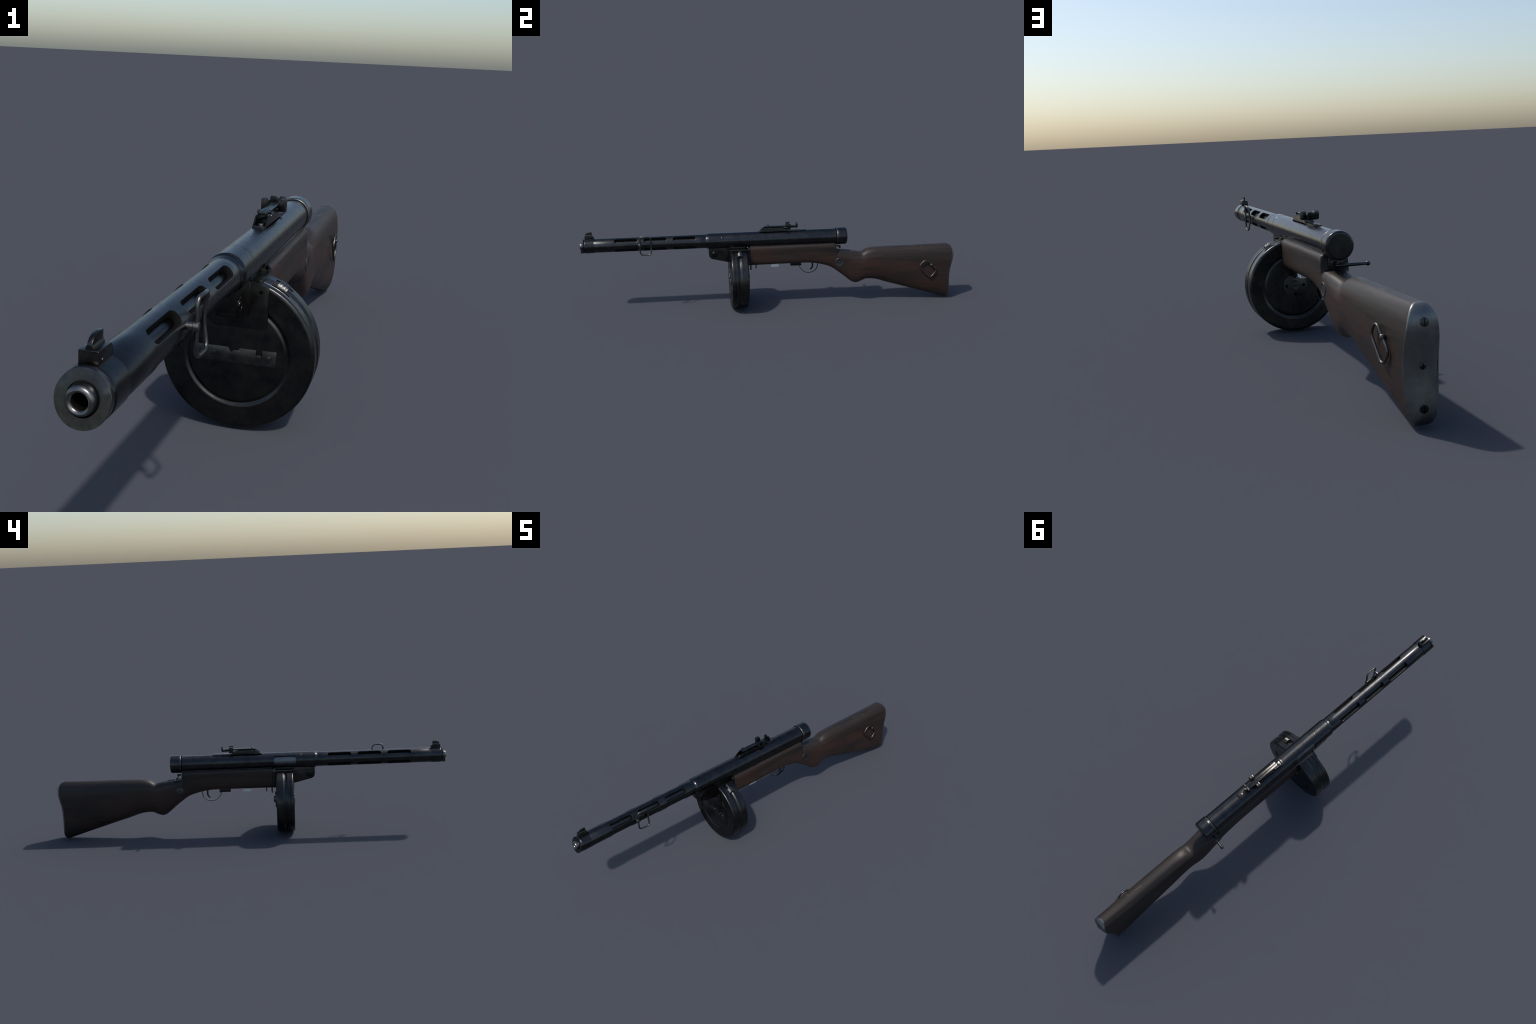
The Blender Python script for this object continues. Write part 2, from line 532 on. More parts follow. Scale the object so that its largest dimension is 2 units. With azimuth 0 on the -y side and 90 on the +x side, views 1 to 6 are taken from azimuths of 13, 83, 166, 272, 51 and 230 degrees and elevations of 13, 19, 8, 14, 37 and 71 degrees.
# --------------------------------------------------------------------------
# receiver
# --------------------------------------------------------------------------
port = {(0, 2): (180 - 9.5, RECEIVER_R * math.radians(36.0), -0.1848, 0.0563, 0.0120)}
receiver = slotted_tube("receiver", BLUED, RECEIVER_R, 0.0040, [120, 225, 330, 480], [-0.2685, -0.2660, -0.2550, -0.1150, 0.3500, 0.3520], port)
lathe_object("receiver_collar", [(-0.3560, 0.0300), (-0.3560, JACKET_R - 0.0003), (-0.3500, JACKET_R + 0.0002), (-0.3465, JACKET_R + 0.0007), (-0.3435, JACKET_R + 0.0016), (-0.3412, JACKET_R + 0.0029),
                                 (-0.3400, RECEIVER_R - 0.0007), (-0.3385, RECEIVER_R), (-0.3365, RECEIVER_R + 0.0002), (-0.2700, RECEIVER_R + 0.0002), (-0.2692, RECEIVER_R - 0.0006),
                                 (-0.2692, 0.0300)], BLUED, receiver, seg=96, angle=45)
lathe_object("bolt", [(-0.330, 0.0), (-0.330, 0.0340), (0.300, 0.0340), (0.300, 0.0)], BOLT, receiver, seg=64)
# end cap with rolled front bead
lathe_object("end_cap", [(0.3445, 0.0360), (0.3470, 0.0440), (0.3522, 0.0446),
                         (0.3535, 0.0451), (0.3560, CAP_R), (0.3925, CAP_R), (0.3962, CAP_R - 0.0006), (0.3988, CAP_R - 0.0022), (0.4002, CAP_R - 0.0045),
                         (0.4010, CAP_R - 0.0080), (0.4013, 0.0200), (0.4014, 0.0)], BLUED, receiver, seg=96, angle=40)
lathe_object("cap_bead", [(0.3446, 0.0380)] + [(0.3482 - 0.0036 * math.cos(math.pi * k / 10), 0.0428 + 0.0032 * math.sin(math.pi * k / 10)) for k in range(11)] + [(0.3518, 0.0380)],
             WIRE, receiver, seg=96, angle=60)
lathe_object("cap_groove", [(0.3405, 0.0405), (0.3420, 0.0418), (0.3436, 0.0418), (0.3455, 0.0405)], VOID, receiver, seg=64)
# narrow rails where tube meets the wood
bm = bmesh.new()
for sx in (1, -1):
    extrude(bm, [(sx * 0.020, 0.330), (sx * 0.0330, 0.330), (sx * 0.0330, 0.3480), (sx * 0.0315, 0.3495), (sx * 0.028, 0.3495), (sx * 0.020, 0.345)], "y", -0.1180, 0.3390)
finish(bm, "receiver_rail", BLACK, receiver, 30, 0.0006)
# block behind the wood that guides the bolt handle
bm = bmesh.new()
box(bm, -0.030, 0.022, 0.320, 0.3445, 0.2900, 0.3420)
finish(bm, "bolt_guide", BLACK, receiver, 30, 0.0015)
bm = bmesh.new()
box(bm, -0.026, 0.016, 0.3440, 0.3470, 0.2985, 0.3300)
finish(bm, "bolt_guide_plate", BLACK, receiver, 30, 0.0010)

# bolt handle: stem reaching to -x, ball end
bm = bmesh.new()
tube(bm, [(0.006, 0.3672, 0.3128), (-0.02, 0.3680, 0.3128), (-0.06, 0.3700, 0.3128), (-0.094, 0.3715, 0.3128)], [0.0056, 0.0057, 0.0053, 0.0048], seg=16)
tube(bm, [(0.0, 0.352, 0.3200), (0.0, 0.366, 0.3200), (0.0, 0.3715, 0.3200)], [0.0050, 0.0050, 0.0042], seg=14)
handle = finish(bm, "bolt_handle", BLUED, receiver, 40)
lathe_object("handle_knob", [(0.0078 * -math.cos(math.pi * k / 12), 0.0078 * math.sin(math.pi * k / 12)) for k in range(13)], BLUED, handle,
             centre=(-0.0972, 0.3716, 0.3128), axis=(1, 0, 0), seg=24)

# --------------------------------------------------------------------------
# rear tangent sight
# --------------------------------------------------------------------------
bm = bmesh.new()
box(bm, -0.0160, 0.0160, -0.0670, 0.0900, 0.4100, 0.4192)
extrude(bm, rounded_polygon([(-0.0150, 0.088, 0), (0.0150, 0.088, 0), (0.0150, 0.1825, 0.006), (-0.0150, 0.1825, 0.006)], 4), "z", 0.4085, 0.4212)
sight = finish(bm, "rear_sight_base", BLACK, receiver, 30, 0.0007)
wall = [(-0.0680, 0.4110), (0.1000, 0.4110), (0.1000, 0.4205), (0.0900, 0.4228), (0.0780, 0.4275), (0.0620, 0.4335), (0.0430, 0.4378), (0.0200, 0.4393),
        (-0.0280, 0.4400), (-0.0370, 0.4395), (-0.0430, 0.4360), (-0.0550, 0.4270), (-0.0610, 0.4215), (-0.0645, 0.4205), (-0.0680, 0.4180)]
bm = bmesh.new()
extrude(bm, wall, "x", 0.0125, 0.0160)
extrude(bm, wall, "x", -0.0160, -0.0125)
finish(bm, "sight_ramp", BLACK, sight, 30, 0.0005)
bm = bmesh.new()          # bridge under the leaf pivot and front foot
box(bm, -0.0126, 0.0126, -0.0690, -0.0600, 0.4120, 0.4212)
box(bm, -0.0126, 0.0126, -0.0080, 0.0900, 0.4150, 0.4230)
finish(bm, "sight_floor", BLACK, sight, 30, 0.0006)
bm = bmesh.new()          # leaf: two strips with a scribed line between
box(bm, 0.0003, 0.0112, -0.0370, 0.1200, 0.4412, 0.4470)
box(bm, -0.0112, -0.0003, -0.0370, 0.1200, 0.4412, 0.4470)
box(bm, -0.0106, 0.0106, -0.0360, 0.1190, 0.4402, 0.4464)
box(bm, -0.0100, 0.0100, 0.095, 0.1320, 0.4345, 0.4440)
leaf = finish(bm, "sight_leaf", BLACK, sight, 30, 0.0004)
bm = bmesh.new()          # pivot knuckles and pins
for sx in (1, -1):
    tube(bm, [(sx * 0.0108, -0.0175, 0.4455), (sx * 0.0162, -0.0175, 0.4455)], 0.0044, seg=14)
finish(bm, "leaf_knuckle", BLACK, leaf, 40)
bm = bmesh.new()
for sx in (1, -1):
    disc(bm, (sx * 0.0158, -0.0190, 0.4375), (sx, 0, 0), 0.0026, 0.0022, 0.0010, 16)
finish(bm, "leaf_pin", BRIGHT, leaf)
bm = bmesh.new()          # slider: two grips joined under the leaf
for sx in (1, -1):
    extrude(bm, rounded_polygon([(sx * 0.0120, 0.4310, 0), (sx * 0.0300, 0.4310, 0.002), (sx * 0.0300, 0.4592, 0.0008), (sx * 0.0160, 0.4592, 0.0008), (sx * 0.0118, 0.4560, 0.0005)], 3), "y", 0.0775, 0.0975)
box(bm, -0.0130, 0.0130, 0.0790, 0.0960, 0.4300, 0.4400)
slider = finish(bm, "sight_slider", BLACK, leaf, 30, 0.0006)
bm = bmesh.new()
for sx in (1, -1):
    for y in (0.0825, 0.0925):
        box(bm, sx * 0.0165, sx * 0.0295, y - 0.0021, y + 0.0021, 0.4588, 0.4604)
finish(bm, "slider_rib", BLACK, slider, 30, 0.0004)
bm = bmesh.new()          # notch plate at the end of the leaf, leaning back
notch = [(-0.0196, 0.4385), (-0.0120, 0.4340), (0.0120, 0.4340), (0.0196, 0.4385), (0.0200, 0.4560), (0.0170, 0.4602), (0.0052, 0.4602), (0.0040, 0.4560),
         (-0.0030, 0.4560), (-0.0042, 0.4602), (-0.0170, 0.4602), (-0.0200, 0.4560)]
extrude(bm, notch, "y", 0.1285, 0.1345)
for v in bm.verts:
    v.co.y += (v.co.z - 0.4340) * 0.10
finish(bm, "rear_notch_plate", BLACK, leaf, 30, 0.0007)
bm = bmesh.new()
disc(bm, (0.0010, -0.0500, 0.4180), (0, 0, 1), 0.0068, 0.0065, 0.0012, 20)
disc(bm, (0.0008, 0.1630, 0.4200), (0, 0, 1), 0.0058, 0.0022, 0.0010, 20)
finish(bm, "sight_screw", BRIGHT, sight)
bm = bmesh.new()
for sx in (1, -1):
    box(bm, sx * 0.0150, sx * 0.0205, 0.0790, 0.0985, 0.4060, 0.4145)
finish(bm, "sight_stop", BLACK, sight, 30, 0.0008)

# --------------------------------------------------------------------------
# magazine housing under the collar
# --------------------------------------------------------------------------
bm = bmesh.new()
side = rounded_polygon([(-0.3350, 0.3450, 0.001), (-0.3350, 0.2865, 0.0260), (-0.2230, 0.2590, 0.001), (-0.2230, 0.3450, 0.001)], 8)
extrude(bm, side, "x", -0.0220, 0.0220)
housing = finish(bm, "magazine_housing", BLACK, receiver, 30, 0.0012)
bm = bmesh.new()
lathe(bm, [(0, 0.0), (0, 0.0165), (0.0014, 0.0165), (0.0022, 0.0156), (0.0022, 0.0128), (0.0006, 0.0122), (0.0006, 0.0098), (0.0024, 0.0092), (0.0030, 0.0080), (0.0030, 0)],
      (0.0217, -0.3047, 0.3060), (1, 0, 0), 32)
finish(bm, "housing_boss", BLACK, housing, 30)
bm = bmesh.new()
disc(bm, (-0.0217, -0.3080, 0.3085), (-1, 0, 0), 0.0185, 0.0034, 0.0012, 32)
box(bm, -0.0242, -0.0218, -0.3000, -0.2410, 0.3055, 0.3130)
disc(bm, (-0.0217, -0.2430, 0.3092), (-1, 0, 0), 0.0045, 0.0030, 0.0008, 20)
finish(bm, "release_lever", BLACK, housing, 30, 0.0004)

# --------------------------------------------------------------------------
# drum magazine
# --------------------------------------------------------------------------
R = DRUM_R
lathe_profile = [(-0.2272, 0.0), (-0.2272, 0.1040), (-0.2268, 0.1062), (-0.2254, 0.1082), (-0.2238, 0.1102), (-0.2234, 0.1120), (-0.2240, 0.1140), (-0.2258, 0.1162), (-0.2274, 0.1182), (-0.2280, 0.1205),
                 (-0.2280, 0.1585), (-0.2276, 0.1620), (-0.2262, 0.1648), (-0.2240, 0.1669), (-0.2210, R), (-0.2110, R), (-0.2100, R - 0.0016), (-0.2082, R - 0.0016), (-0.2072, R - 0.0004),
                 (-0.1930, R - 0.0004), (-0.1910, R - 0.0012), (-0.1885, R - 0.0040), (-0.1865, R - 0.0048), (-0.1790, R - 0.0048), (-0.1760, R - 0.0038), (-0.1735, R - 0.0010),
                 (-0.1710, R - 0.0001), (-0.1680, R - 0.0005), (-0.1400, R - 0.0008), (-0.1360, R - 0.0018), (-0.1332, R - 0.0045), (-0.1320, R - 0.0085),
                 (-0.1320, 0.1240), (-0.1325, 0.1218), (-0.1342, 0.1196), (-0.1362, 0.1172), (-0.1368, 0.1150), (-0.1364, 0.1125), (-0.1346, 0.1100), (-0.1332, 0.1080), (-0.1328, 0.1060), (-0.1328, 0.0)]
FRONT, REAR = -0.2245, -0.1345
squeeze = (FRONT - REAR) / (-0.2280 + 0.1320)
lathe_profile = [(REAR + (y + 0.1320) * squeeze, r - (0.002 if 0.1 < r < 0.125 else 0)) for y, r in lathe_profile]
drum = lathe_object("drum_magazine", lathe_profile, DRUM, None, (0, 0, DRUM_Z), seg=160, angle=38)

# feed tower plate on the front face with a stepped, rounded lower edge
bm = bmesh.new()
def arc_top(x):
    return DRUM_Z + math.sqrt(R * R - x * x) - 0.0008
plate = [(x, arc_top(x)) for x in [0.0645 - 0.129 * k / 16 for k in range(17)]] + \
    rounded_polygon([(-0.0645, 0.300, 0), (-0.0645, 0.2325, 0.018), (0.0645, 0.2325, 0.013), (0.0645, 0.300, 0)], 6)
extrude(bm, plate, "y", -0.2272, -0.2230)
tower = finish(bm, "feed_plate", DRUM, drum, 30, 0.0010)
bm = bmesh.new()
box(bm, -0.0245, 0.0245, -0.2279, -0.2265, 0.2800, 0.3360)
finish(bm, "feed_spine", BLACK, tower, 30, 0.0004)
bm = bmesh.new()
disc(bm, (0.0480, -0.2268, 0.3140), (0, -1, 0), 0.0042, 0.0008, 0.0002, 20)
finish(bm, "plate_hole", VOID, tower)
bm = bmesh.new()          # mouth of the magazine under the receiver
box(bm, -0.0475, 0.0475, -0.2255, -0.1352, 0.3230, 0.3362)
box(bm, -0.0240, 0.0240, -0.2250, -0.1356, 0.3362, 0.3440)
for sx in (1, -1):
    box(bm, sx * 0.0300, sx * 0.0490, -0.2265, -0.2245, 0.3200, 0.3400)
finish(bm, "magazine_mouth", DRUM, drum, 30, 0.0008)

# strap on the front face: bar with two notches, turning rivet, pins
bm = bmesh.new()
bar = [(-0.0885, 0.1530), (0.0872, 0.1530), (0.0872, 0.1868), (0.0560, 0.1868), (0.0560, 0.1735), (0.0430, 0.1735), (0.0430, 0.1862), (0.0070, 0.1866),
       (-0.0010, 0.1760), (-0.0105, 0.1730), (-0.0190, 0.1870), (-0.0885, 0.1870)]
extrude(bm, bar, "y", -0.2268, -0.2225)
strap = finish(bm, "drum_strap", STAMPED, drum, 30, 0.0007)
bm = bmesh.new()
disc(bm, (0.0, -0.2262, 0.1700), (0, -1, 0), 0.0128, 0.0042, 0.0010, 32)
finish(bm, "strap_pivot", STAMPED, strap, 30)
for x, r, d in ((-0.0500, 0.0066, 0.0020), (0.0492, 0.0066, 0.0042), (0.0703, 0.0052, 0.0040)):
    bm = bmesh.new()
    disc(bm, (x, -0.2262, 0.1706), (0, -1, 0), r, d + 0.0008, 0.0006, 24)
    finish(bm, "rivet", STAMPED, strap, 30)

# hub on the rear face with a slotted screw and four key holes
bm = bmesh.new()
disc(bm, (0, -0.1390, DRUM_Z + 0.002), (0, 1, 0), 0.0435, 0.0105, 0.0012, 64)
hub = finish(bm, "drum_hub", STAMPED, drum, 30)
bm = bmesh.new()
lathe(bm, [(0, 0.0192), (0.0012, 0.0192), (0.0018, 0.0186), (0.0018, 0.0174), (0.0006, 0.0172), (0.0040, 0.0168), (0.0070, 0.0168), (0.0082, 0.0155), (0.0082, 0)],
      (0, -0.1288, DRUM_Z + 0.002), (0, 1, 0), 40)
hub_screw = finish(bm, "hub_screw", STAMPED, hub, 30)
bm = bmesh.new()
box(bm, -0.0160, 0.0160, -0.1215, -0.1203, DRUM_Z + 0.0008, DRUM_Z + 0.0030)
finish(bm, "screw_slot", VOID, hub_screw)
for k in range(4):
    a = math.pi / 2 * k
    bm = bmesh.new()
    disc(bm, (0.0318 * math.cos(a), -0.1289, DRUM_Z + 0.002 + 0.0318 * math.sin(a)), (0, 1, 0), 0.0052, 0.0007, 0.0002, 20)
    finish(bm, "key_hole", VOID, hub)

# ribbed bridge across the rim groove, on the +x shoulder
ang = math.radians(60.0)
out, tan = Vector((math.cos(ang), 0, math.sin(ang))), Vector((-math.sin(ang), 0, math.cos(ang)))
mid = Vector((0, 0, DRUM_Z)) + out * (R - 0.004)
bm = bmesh.new()
rings = []
for s in range(25):
    t = -0.0120 + 0.024 * s / 24
    rib = 0.0138 + 0.0016 * abs(math.cos(math.pi * (t / 0.024 + 0.5) * 3)) - (0.0014 if s in (0, 24) else 0)
    rings.append([bm.verts.new(mid + tan * t + Vector((0, 1, 0)) * (-0.0005 + 0.0172 * math.cos(math.pi * k / 16)) + out * (rib * math.sin(math.pi * k / 16)))
                  for k in range(17)])
for p, q in zip(rings, rings[1:]):
    for k in range(16):
        bm.faces.new((p[k], p[k + 1], q[k + 1], q[k]))
for r_ in (rings[0], list(reversed(rings[-1]))):
    bm.faces.new(r_)
for v in bm.verts:
    v.co.y += -0.1758
catch = finish(bm, "drum_catch", WIRE, drum, 45)
for y in (-0.1970, -0.1545):
    bm = bmesh.new()
    vs = []
    for t0, t1, y0, y1 in ((-0.021, 0.021, y - 0.0012, y + 0.0012),):
        pass
    steps = 8
    prev = None
    top, bot = [], []
    for s in range(steps + 1):
        a = ang + (s / steps - 0.5) * 0.26
        o = Vector((math.cos(a), 0, math.sin(a)))
        ring = [bm.verts.new(Vector((0, y + dy, DRUM_Z)) + o * (R + dr)) for dy, dr in ((-0.0016, -0.001), (-0.0016, 0.0012), (0.0016, 0.0012), (0.0016, -0.001))]
        if prev:
            for k in range(4):
                bm.faces.new((prev[k], prev[(k + 1) % 4], ring[(k + 1) % 4], ring[k]))
        else:
            bm.faces.new(ring)
        prev = ring
    bm.faces.new(list(reversed(prev)))
    finish(bm, "catch_foot", BLACK, catch, 40)

# --------------------------------------------------------------------------
# wooden stock: one loft from the fore-end to the butt
# --------------------------------------------------------------------------
TOP = [(-0.1185, 0.3465), (0.3300, 0.3465), (0.3360, 0.3445), (0.3395, 0.3385), (0.3410, 0.3260), (0.3420, 0.3060), (0.3445, 0.2990), (0.3520, 0.2975), (0.4000, 0.2935),
       (0.4500, 0.2868), (0.4740, 0.2828), (0.4840, 0.2822), (0.4930, 0.2858), (0.5080, 0.2945), (0.5280, 0.3012), (0.5540, 0.3042), (0.6000, 0.3048), (0.8000, 0.3060), (0.9600, 0.3085)]
BOTTOM = [(-0.1185, 0.2420), (0.1500, 0.2418), (0.2000, 0.2402), (0.2537, 0.2305), (0.3080, 0.2130), (0.3520, 0.1840), (0.3860, 0.1570), (0.4200, 0.1280), (0.4380, 0.1150), (0.4560, 0.1095),
          (0.4740, 0.1135), (0.4920, 0.1215), (0.5160, 0.1290), (0.5440, 0.1278), (0.6375, 0.1010), (0.7600, 0.0635), (0.9200, 0.0135), (0.9620, 0.0000)]
WIDTH = [(-0.1185, 0.0455), (0.30, 0.0458), (0.345, 0.0455), (0.40, 0.0452), (0.45, 0.0450), (0.50, 0.0445), (0.56, 0.0450), (0.70, 0.0465), (0.85, 0.0468), (1.0, 0.0455)]
ROUND_TOP = [(-0.1185, 9.0), (0.335, 9.0), (0.345, 5.0), (0.40, 3.8), (0.47, 3.0), (0.52, 2.7), (0.60, 2.7), (0.80, 2.8), (1.0, 2.9)]
ROUND_BOTTOM = [(-0.1185, 6.0), (0.15, 5.0), (0.30, 4.0), (0.40, 3.4), (0.46, 3.0), (0.56, 2.8), (0.75, 2.8), (1.0, 3.0)]
# rear face seen from the side: height -> y
BUTT = [(0.0000, 0.9500), (0.0030, 0.9630), (0.0080, 0.9730), (0.0200, 0.9815), (0.0350, 0.9850), (0.0700, 0.9845), (0.1100, 0.9825), (0.1450, 0.9820), (0.1750, 0.9850),
        (0.2050, 0.9910), (0.2300, 0.9962), (0.2550, 0.9984), (0.2750, 0.9958), (0.2900, 0.9892), (0.3000, 0.9818), (0.3050, 0.9760), (0.3085, 0.9690)]
PLATE = 0.0055
CROWN = 0.0100          # the rear face is rounded across its width


def butt_y(x, z):
    return interp(BUTT, max(0.0, min(0.3085, z))) - CROWN * min(1.0, abs(x) / 0.0430) ** 2



def stock_section(y, n=56, grow=0.0):
    zt, zb = interp(TOP, y) + grow, interp(BOTTOM, y) - grow
    w, nt_, nb_ = interp(WIDTH, y) + grow, interp(ROUND_TOP, y), interp(ROUND_BOTTOM, y)
    # widest a little above the middle
    zc = zb + (zt - zb) * 0.52
    pts = []
    for k in range(n):
        a = 2 * math.pi * k / n
        c, s = math.cos(a), math.sin(a)
        e = nt_ if s >= 0 else nb_
        # equal-angle superellipse keeps points on both flats and corners
        rr = (abs(c) ** e + abs(s) ** e) ** (-1.0 / e)
        x = w * rr * c
        z = zc + rr * s * ((zt - zc) if s >= 0 else (zc - zb))
        pts.append((x, z))
    return pts


def build_stock():
    bm = bmesh.new()
    ys = [-0.1185, -0.1170, -0.112] + [-0.10 + 0.03 * k for k in range(14)] + [0.312, 0.325, 0.331, 0.3350, 0.3375, 0.3390, 0.3400, 0.3406, 0.3412, 0.3420, 0.3432, 0.3445, 0.348, 0.353]
    ys += [0.36 + 0.008 * k for k in range(13)] + [0.464, 0.472, 0.478, 0.483, 0.488, 0.493, 0.499, 0.505, 0.512, 0.520, 0.530, 0.541, 0.553]
    ys += [0.57 + 0.02 * k for k in range(15)]
    blend_from = 0.86
    rings = [[bm.verts.new((x, y, z)) for x, z in stock_section(y)] for y in ys]
    count = len(rings[0])
    ends = []
    for k in range(count):        # where each edge line of the stock meets the rear face
        lo, hi = 0.88, 0.999
        for _ in range(30):
            y = 0.5 * (lo + hi)
            x, z = stock_section(y)[k]
            if butt_y(x, z) - PLATE > y:
                lo = y
            else:
                hi = y
        ends.append(lo)
    for t in [s / 14 for s in range(1, 15)]:
        ring = []
        for k in range(count):
            y = blend_from + (ends[k] - blend_from) * t
            x, z = stock_section(y)[k]
            ring.append(bm.verts.new((x, y, z)))
        rings.append(ring)
    n = len(rings[0])
    for a, b in zip(rings, rings[1:]):
        for k in range(n):
            bm.faces.new((a[k], a[(k + 1) % n], b[(k + 1) % n], b[k]))
    bm.faces.new(list(reversed(rings[0])))
    bm.faces.new(rings[-1])
    rim = [v.co.copy() for v in rings[-1]]
    return finish(bm, "stock", WOOD, None, 50), rim


stock, rim = build_stock()

# steel butt plate following the S-shaped rear face
bm = bmesh.new()
n = len(rim)
loops = []
for inset, back in ((0.0, -0.0008), (0.0, PLATE - 0.0018), (0.0012, PLATE - 0.0005), (0.003, PLATE), (0.010, PLATE), (0.022, PLATE), (0.034, PLATE)):
    ring = []
    for p in rim:
        wx = abs(p.x)
        sx = max(0.0, 1 - inset / 0.0435)
        z = 0.155 + (p.z - 0.155) * (1 - inset / 0.155)
        ring.append(bm.verts.new((p.x * sx, butt_y(p.x * sx, z) - PLATE + back, z)))
    loops.append(ring)
for a, b in zip(loops, loops[1:]):
    for k in range(n):
        bm.faces.new((a[k], a[(k + 1) % n], b[(k + 1) % n], b[k]))
half = n // 2
last = loops[-1]
for k in range(half // 2):     # close the middle strip with quads across the width
    pass
quarter = n // 4
for k in range(quarter):
    up = (last[k], last[k + 1], last[half - k - 1], last[half - k])
    dn = (last[-k] if k else last[0], last[half + k], last[half + k + 1], last[-(k + 1)])
    for q in (up, dn):
        q = list(dict.fromkeys(q))
        if len(q) >= 3:
            bm.faces.new(q)
butt = finish(bm, "butt_plate", PLATE_STEEL, stock, 50)
for z, r, proud in ((0.2655, 0.0114, 0.0010), (0.1555, 0.0082, 0.0026), (0.0512, 0.0114, 0.0008)):
    y = interp(BUTT, z)
    slope = (interp(BUTT, z + 0.01) - interp(BUTT, z - 0.01)) / 0.02
    axis = Vector((0, 1, -slope)).normalized()
    bm = bmesh.new()
    lathe(bm, [(-0.004, 0), (-0.004, r), (proud * 0.2, r), (proud * 0.6, r * 0.86), (proud * 0.9, r * 0.55), (proud, 0.0)], (0, y, z), axis, 28)
    screw = finish(bm, "butt_screw", BLUED if z > 0.1 else BLACK, butt, 40)
    bm = bmesh.new()
    rot = frame(axis)
    up = Vector((0, slope, 1)).normalized()
    c = Vector((0, y, z)) + axis * proud
    vs = [bm.verts.new(c + Vector((1, 0, 0)) * a * 0.0008 + up * b * r * 0.85 + axis * d) for d in (-0.0012, 0.0003) for a, b in ((-1, -1), (1, -1), (1, 1), (-1, 1))]
    for f in ((3, 2, 1, 0), (4, 5, 6, 7), (0, 1, 5, 4), (1, 2, 6, 5), (2, 3, 7, 6), (3, 0, 4, 7)):
        bm.faces.new([vs[i] for i in f])
    finish(bm, "screw_slot", VOID, screw)

# steel plate capping the fore-end
bm = bmesh.new()
ra = [[bm.verts.new((x, y, z)) for x, z in stock_section(-0.1185, grow=g)] for y, g in ((-0.1335, -0.001), (-0.1325, 0.0008), (-0.1200, 0.0008), (-0.1190, -0.0010))]
for a, b in zip(ra, ra[1:]):
    for k in range(len(a)):
        bm.faces.new((a[k], a[(k + 1) % len(a)], b[(k + 1) % len(a)], b[k]))
bm.faces.new(list(reversed(ra[0])))
bm.faces.new(ra[-1])
finish(bm, "fore_end_cap", BLACK, stock, 40)
bm = bmesh.new()
for sx in (1, -1):
    disc(bm, (sx * 0.0405, -0.1300, 0.3440), (0, -1, 0), 0.0062, 0.0060, 0.0012, 20)
finish(bm, "fore_end_pin", BLUED, stock, 35)

# cross bolt with round heads through the wrist
for sx in (1, -1):
    bm = bmesh.new()
    off = interp(WIDTH, 0.3590)
    lathe(bm, [(0, 0), (0, 0.0225), (0.0018, 0.0225), (0.0028, 0.0216), (0.0030, 0.0205), (0.0022, 0.0188), (0.0016, 0.0120), (0.0014, 0)] if sx > 0 else
          [(0, 0), (0, 0.0225), (0.0018, 0.0225), (0.0030, 0.0212), (0.0030, 0.0198), (0.0020, 0.0190), (0.0036, 0.0182), (0.0044, 0.0165), (0.0046, 0.0070), (0.0036, 0.0060), (0.0036, 0)],
          (sx * (off - 0.0012), 0.3588, 0.2424), (sx, 0, 0), 40)
    finish(bm, "cross_bolt", DISC, stock, 30)

# tang let into the wrist
bm = bmesh.new()
tang = []
for sgn in (1, -1):
    tang.append([])
ys = [0.344 + 0.081 * k / 14 for k in range(15)]
rows = []
for y in ys:
    w = 0.0078 * math.sqrt(max(0.02, 1 - max(0.0, (y - 0.4165) / 0.0085) ** 2)) if y > 0.4165 else 0.0078
    zt = interp(TOP, y)
    rows.append([bm.verts.new(p) for p in ((-w, y, zt - 0.006), (-w, y, zt + 0.0010), (-w * 0.62, y, zt + 0.0016), (-w * 0.5, y, zt - 0.0010), (w * 0.5, y, zt - 0.0010), (w * 0.62, y, zt + 0.0016), (w, y, zt + 0.0010), (w, y, zt - 0.006))])
for a, b in zip(rows, rows[1:]):
    for k in range(7):
        bm.faces.new((a[k], a[k + 1], b[k + 1], b[k]))
bm.faces.new(rows[0])
bm.faces.new(list(reversed(rows[-1])))
finish(bm, "tang", BLUED, stock, 30)

# --------------------------------------------------------------------------
# trigger group
# --------------------------------------------------------------------------
def band(name, centreline, half_x, thick, mat, parent):
    """Flat strip of given width bent along a (y, z) centreline."""
    pts = spline([(0, y, z) for y, z in centreline], 6)
    bm = bmesh.new()
    prev = None
    for i, p in enumerate(pts):
        t = (pts[min(i + 1, len(pts) - 1)] - pts[max(i - 1, 0)]).normalized()
        nrm = Vector((0, -t.z, t.y))
        ring = [bm.verts.new(p + Vector((sx * half_x, 0, 0)) + nrm * s * thick / 2) for sx, s in ((-1, -1), (1, -1), (1, 1), (-1, 1))]
        if prev:
            for k in range(4):
                bm.faces.new((prev[k], prev[(k + 1) % 4], ring[(k + 1) % 4], ring[k]))
        else:
            bm.faces.new(ring)
        prev = ring
    bm.faces.new(list(reversed(prev)))
    return finish(bm, name, mat, parent, 35, 0.0005, 60)


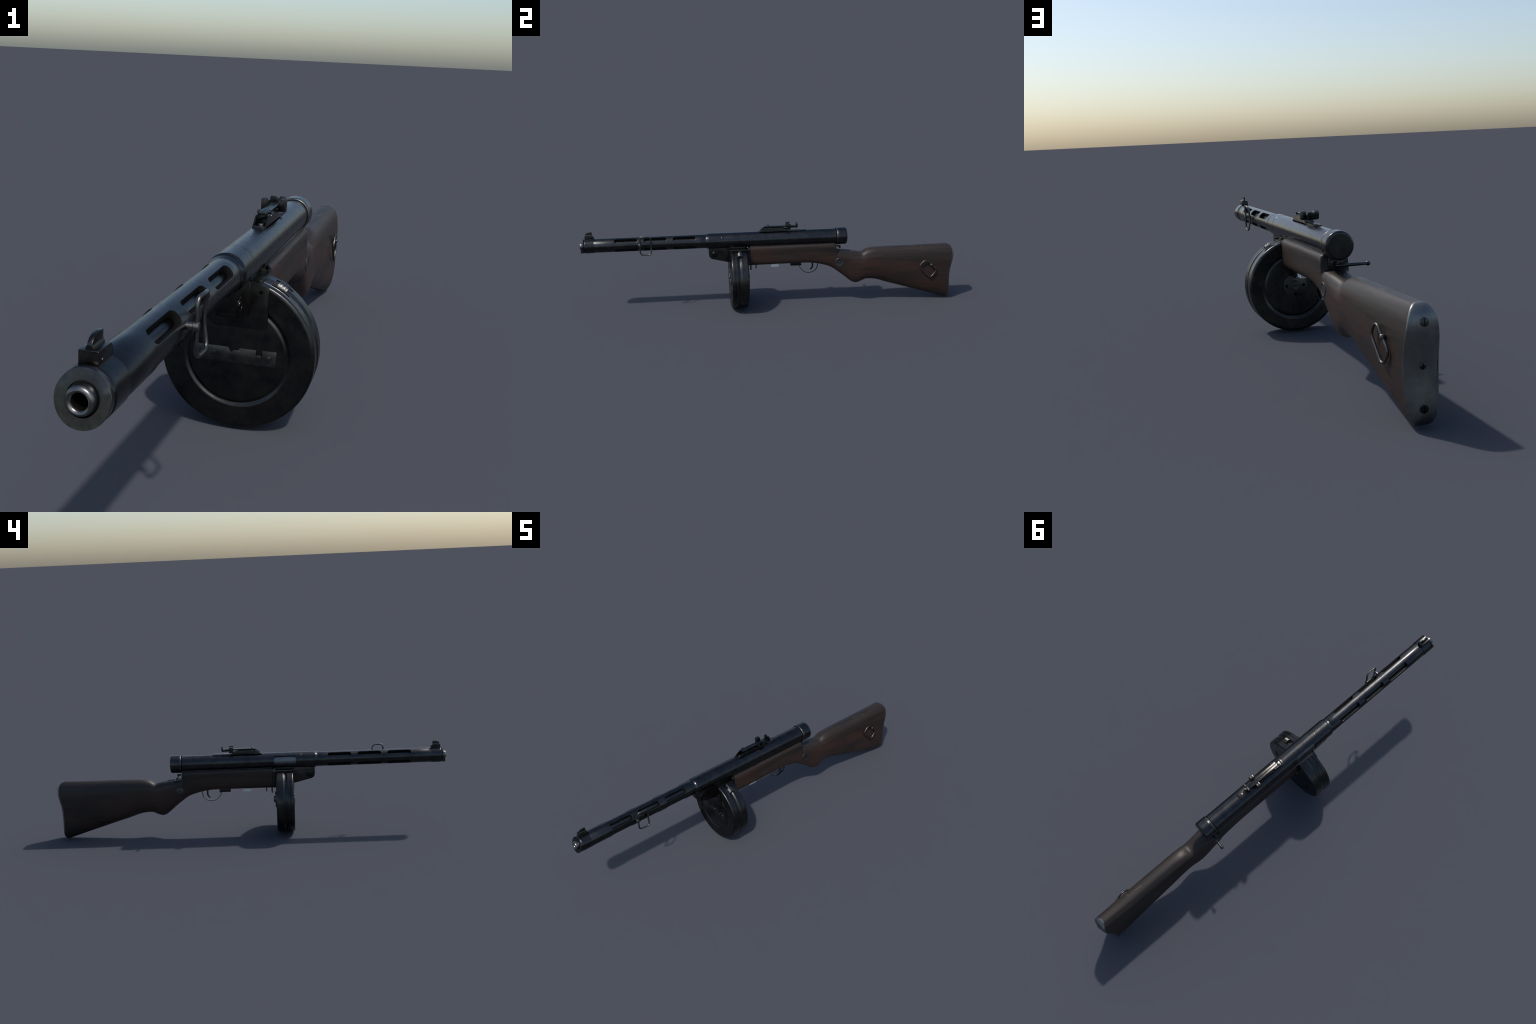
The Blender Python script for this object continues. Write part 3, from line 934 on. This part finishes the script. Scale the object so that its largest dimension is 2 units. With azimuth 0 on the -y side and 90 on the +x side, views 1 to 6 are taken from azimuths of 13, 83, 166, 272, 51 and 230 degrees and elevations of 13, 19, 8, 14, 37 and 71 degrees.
guard = band("trigger_guard", [(0.2485, 0.2420), (0.2487, 0.2260), (0.2455, 0.2060), (0.2365, 0.1900), (0.2205, 0.1800), (0.2005, 0.1762), (0.1815, 0.1800), (0.1655, 0.1905), (0.1535, 0.2050), (0.1475, 0.2200), (0.1465, 0.2420)],
             0.0056, 0.0030, BLUED, stock)
band("trigger", [(0.2180, 0.2450), (0.2200, 0.2260), (0.2205, 0.2130), (0.2165, 0.2020), (0.2075, 0.1940)], 0.0042, 0.0080, BLUED, guard)
bm = bmesh.new()
box(bm, -0.0110, 0.0110, 0.1000, 0.1575, 0.2215, 0.2460)
safety = finish(bm, "safety_block", BLACK, stock, 30, 0.0010)
bm = bmesh.new()
tube(bm, [(-0.0145, 0.1530, 0.2265), (0.0125, 0.1530, 0.2265)], 0.0058, seg=18)
finish(bm, "safety_pin", BLACK, safety, 40)
bm = bmesh.new()
box(bm, -0.0222, 0.0225, -0.0082, 0.0340, 0.2248, 0.2480)
finish(bm, "white_block", WHITE, stock, 30)
bm = bmesh.new()
box(bm, -0.0020, 0.0085, -0.1165, -0.1100, 0.2060, 0.2480)
box(bm, -0.0020, 0.0020, -0.0878, -0.0828, 0.2140, 0.2480)
box(bm, 0.0045, 0.0085, -0.0878, -0.0828, 0.2140, 0.2480)
finish(bm, "magazine_catch", BLACK, stock, 30, 0.0006)

# --------------------------------------------------------------------------
# sling swivels
# --------------------------------------------------------------------------
def rounded_loop(corners, radius, seg=5):
    """Closed 3D loop with rounded corners."""
    out, n = [], len(corners)
    for i in range(n):
        p = Vector(corners[i])
        a, b = (Vector(corners[i - 1]) - p), (Vector(corners[(i + 1) % n]) - p)
        ca, cb = min(radius, a.length * 0.45), min(radius, b.length * 0.45)
        s, e = p + a.normalized() * ca, p + b.normalized() * cb
        for k in range(seg + 1):
            t = k / seg
            out.append(s * (1 - t) ** 2 + p * 2 * t * (1 - t) + e * t * t)
    return out


def subdivide(loop, step):
    out = []
    for i, p in enumerate(loop):
        q = loop[(i + 1) % len(loop)]
        m = max(1, int((q - p).length / step))
        out += [p + (q - p) * k / m for k in range(m)]
    return out


# fore swivel on the jacket: upright loop bowed around its post
post = Vector((0.0500, -0.6903, 0.3820))
bm = bmesh.new()
d = Vector((1, -0.05, 0))
lathe(bm, [(0, 0), (0, 0.0066), (0.008, 0.0062), (0.0150, 0.0060), (0.0160, 0.0076), (0.0240, 0.0076), (0.0252, 0.0064), (0.0252, 0)], (0.0300, -0.6925, 0.3835), (1, 0.06, -0.03), 20)
swivel_post = finish(bm, "swivel_post", WIRE, jacket, 40)
loop = rounded_loop([(0.0505, -0.6900, 0.4290), (0.0505, -0.6900, 0.3310), (0.0520, -0.6345, 0.3290), (0.0440, -0.6335, 0.3790), (0.0500, -0.6345, 0.4270), (0.0550, -0.6620, 0.4290)], 0.018)
bm = bmesh.new()
tube(bm, subdivide(loop, 0.005), 0.0038, True, 12)
finish(bm, "sling_ring", WIRE, swivel_post, 60)

# rear swivel on the butt
bm = bmesh.new()
lathe(bm, [(0, 0), (0, 0.0042), (0.010, 0.0042), (0.0110, 0.0060), (0.0130, 0.0078), (0.0180, 0.0084), (0.0225, 0.0076), (0.0245, 0.0052), (0.0250, 0)], (0.0365, 0.8648, 0.2050), (1, 0, 0.05), 20)
swivel_post = finish(bm, "swivel_post", WIRE, stock, 40)
loop = rounded_loop([(0.0575, 0.8305, 0.2405), (0.0575, 0.7930, 0.2010), (0.0550, 0.8620, 0.1310), (0.0515, 0.8995, 0.1735)], 0.022, 7)
bm = bmesh.new()
tube(bm, subdivide(loop, 0.005), 0.0038, True, 12)
finish(bm, "sling_ring", WIRE, swivel_post, 60)
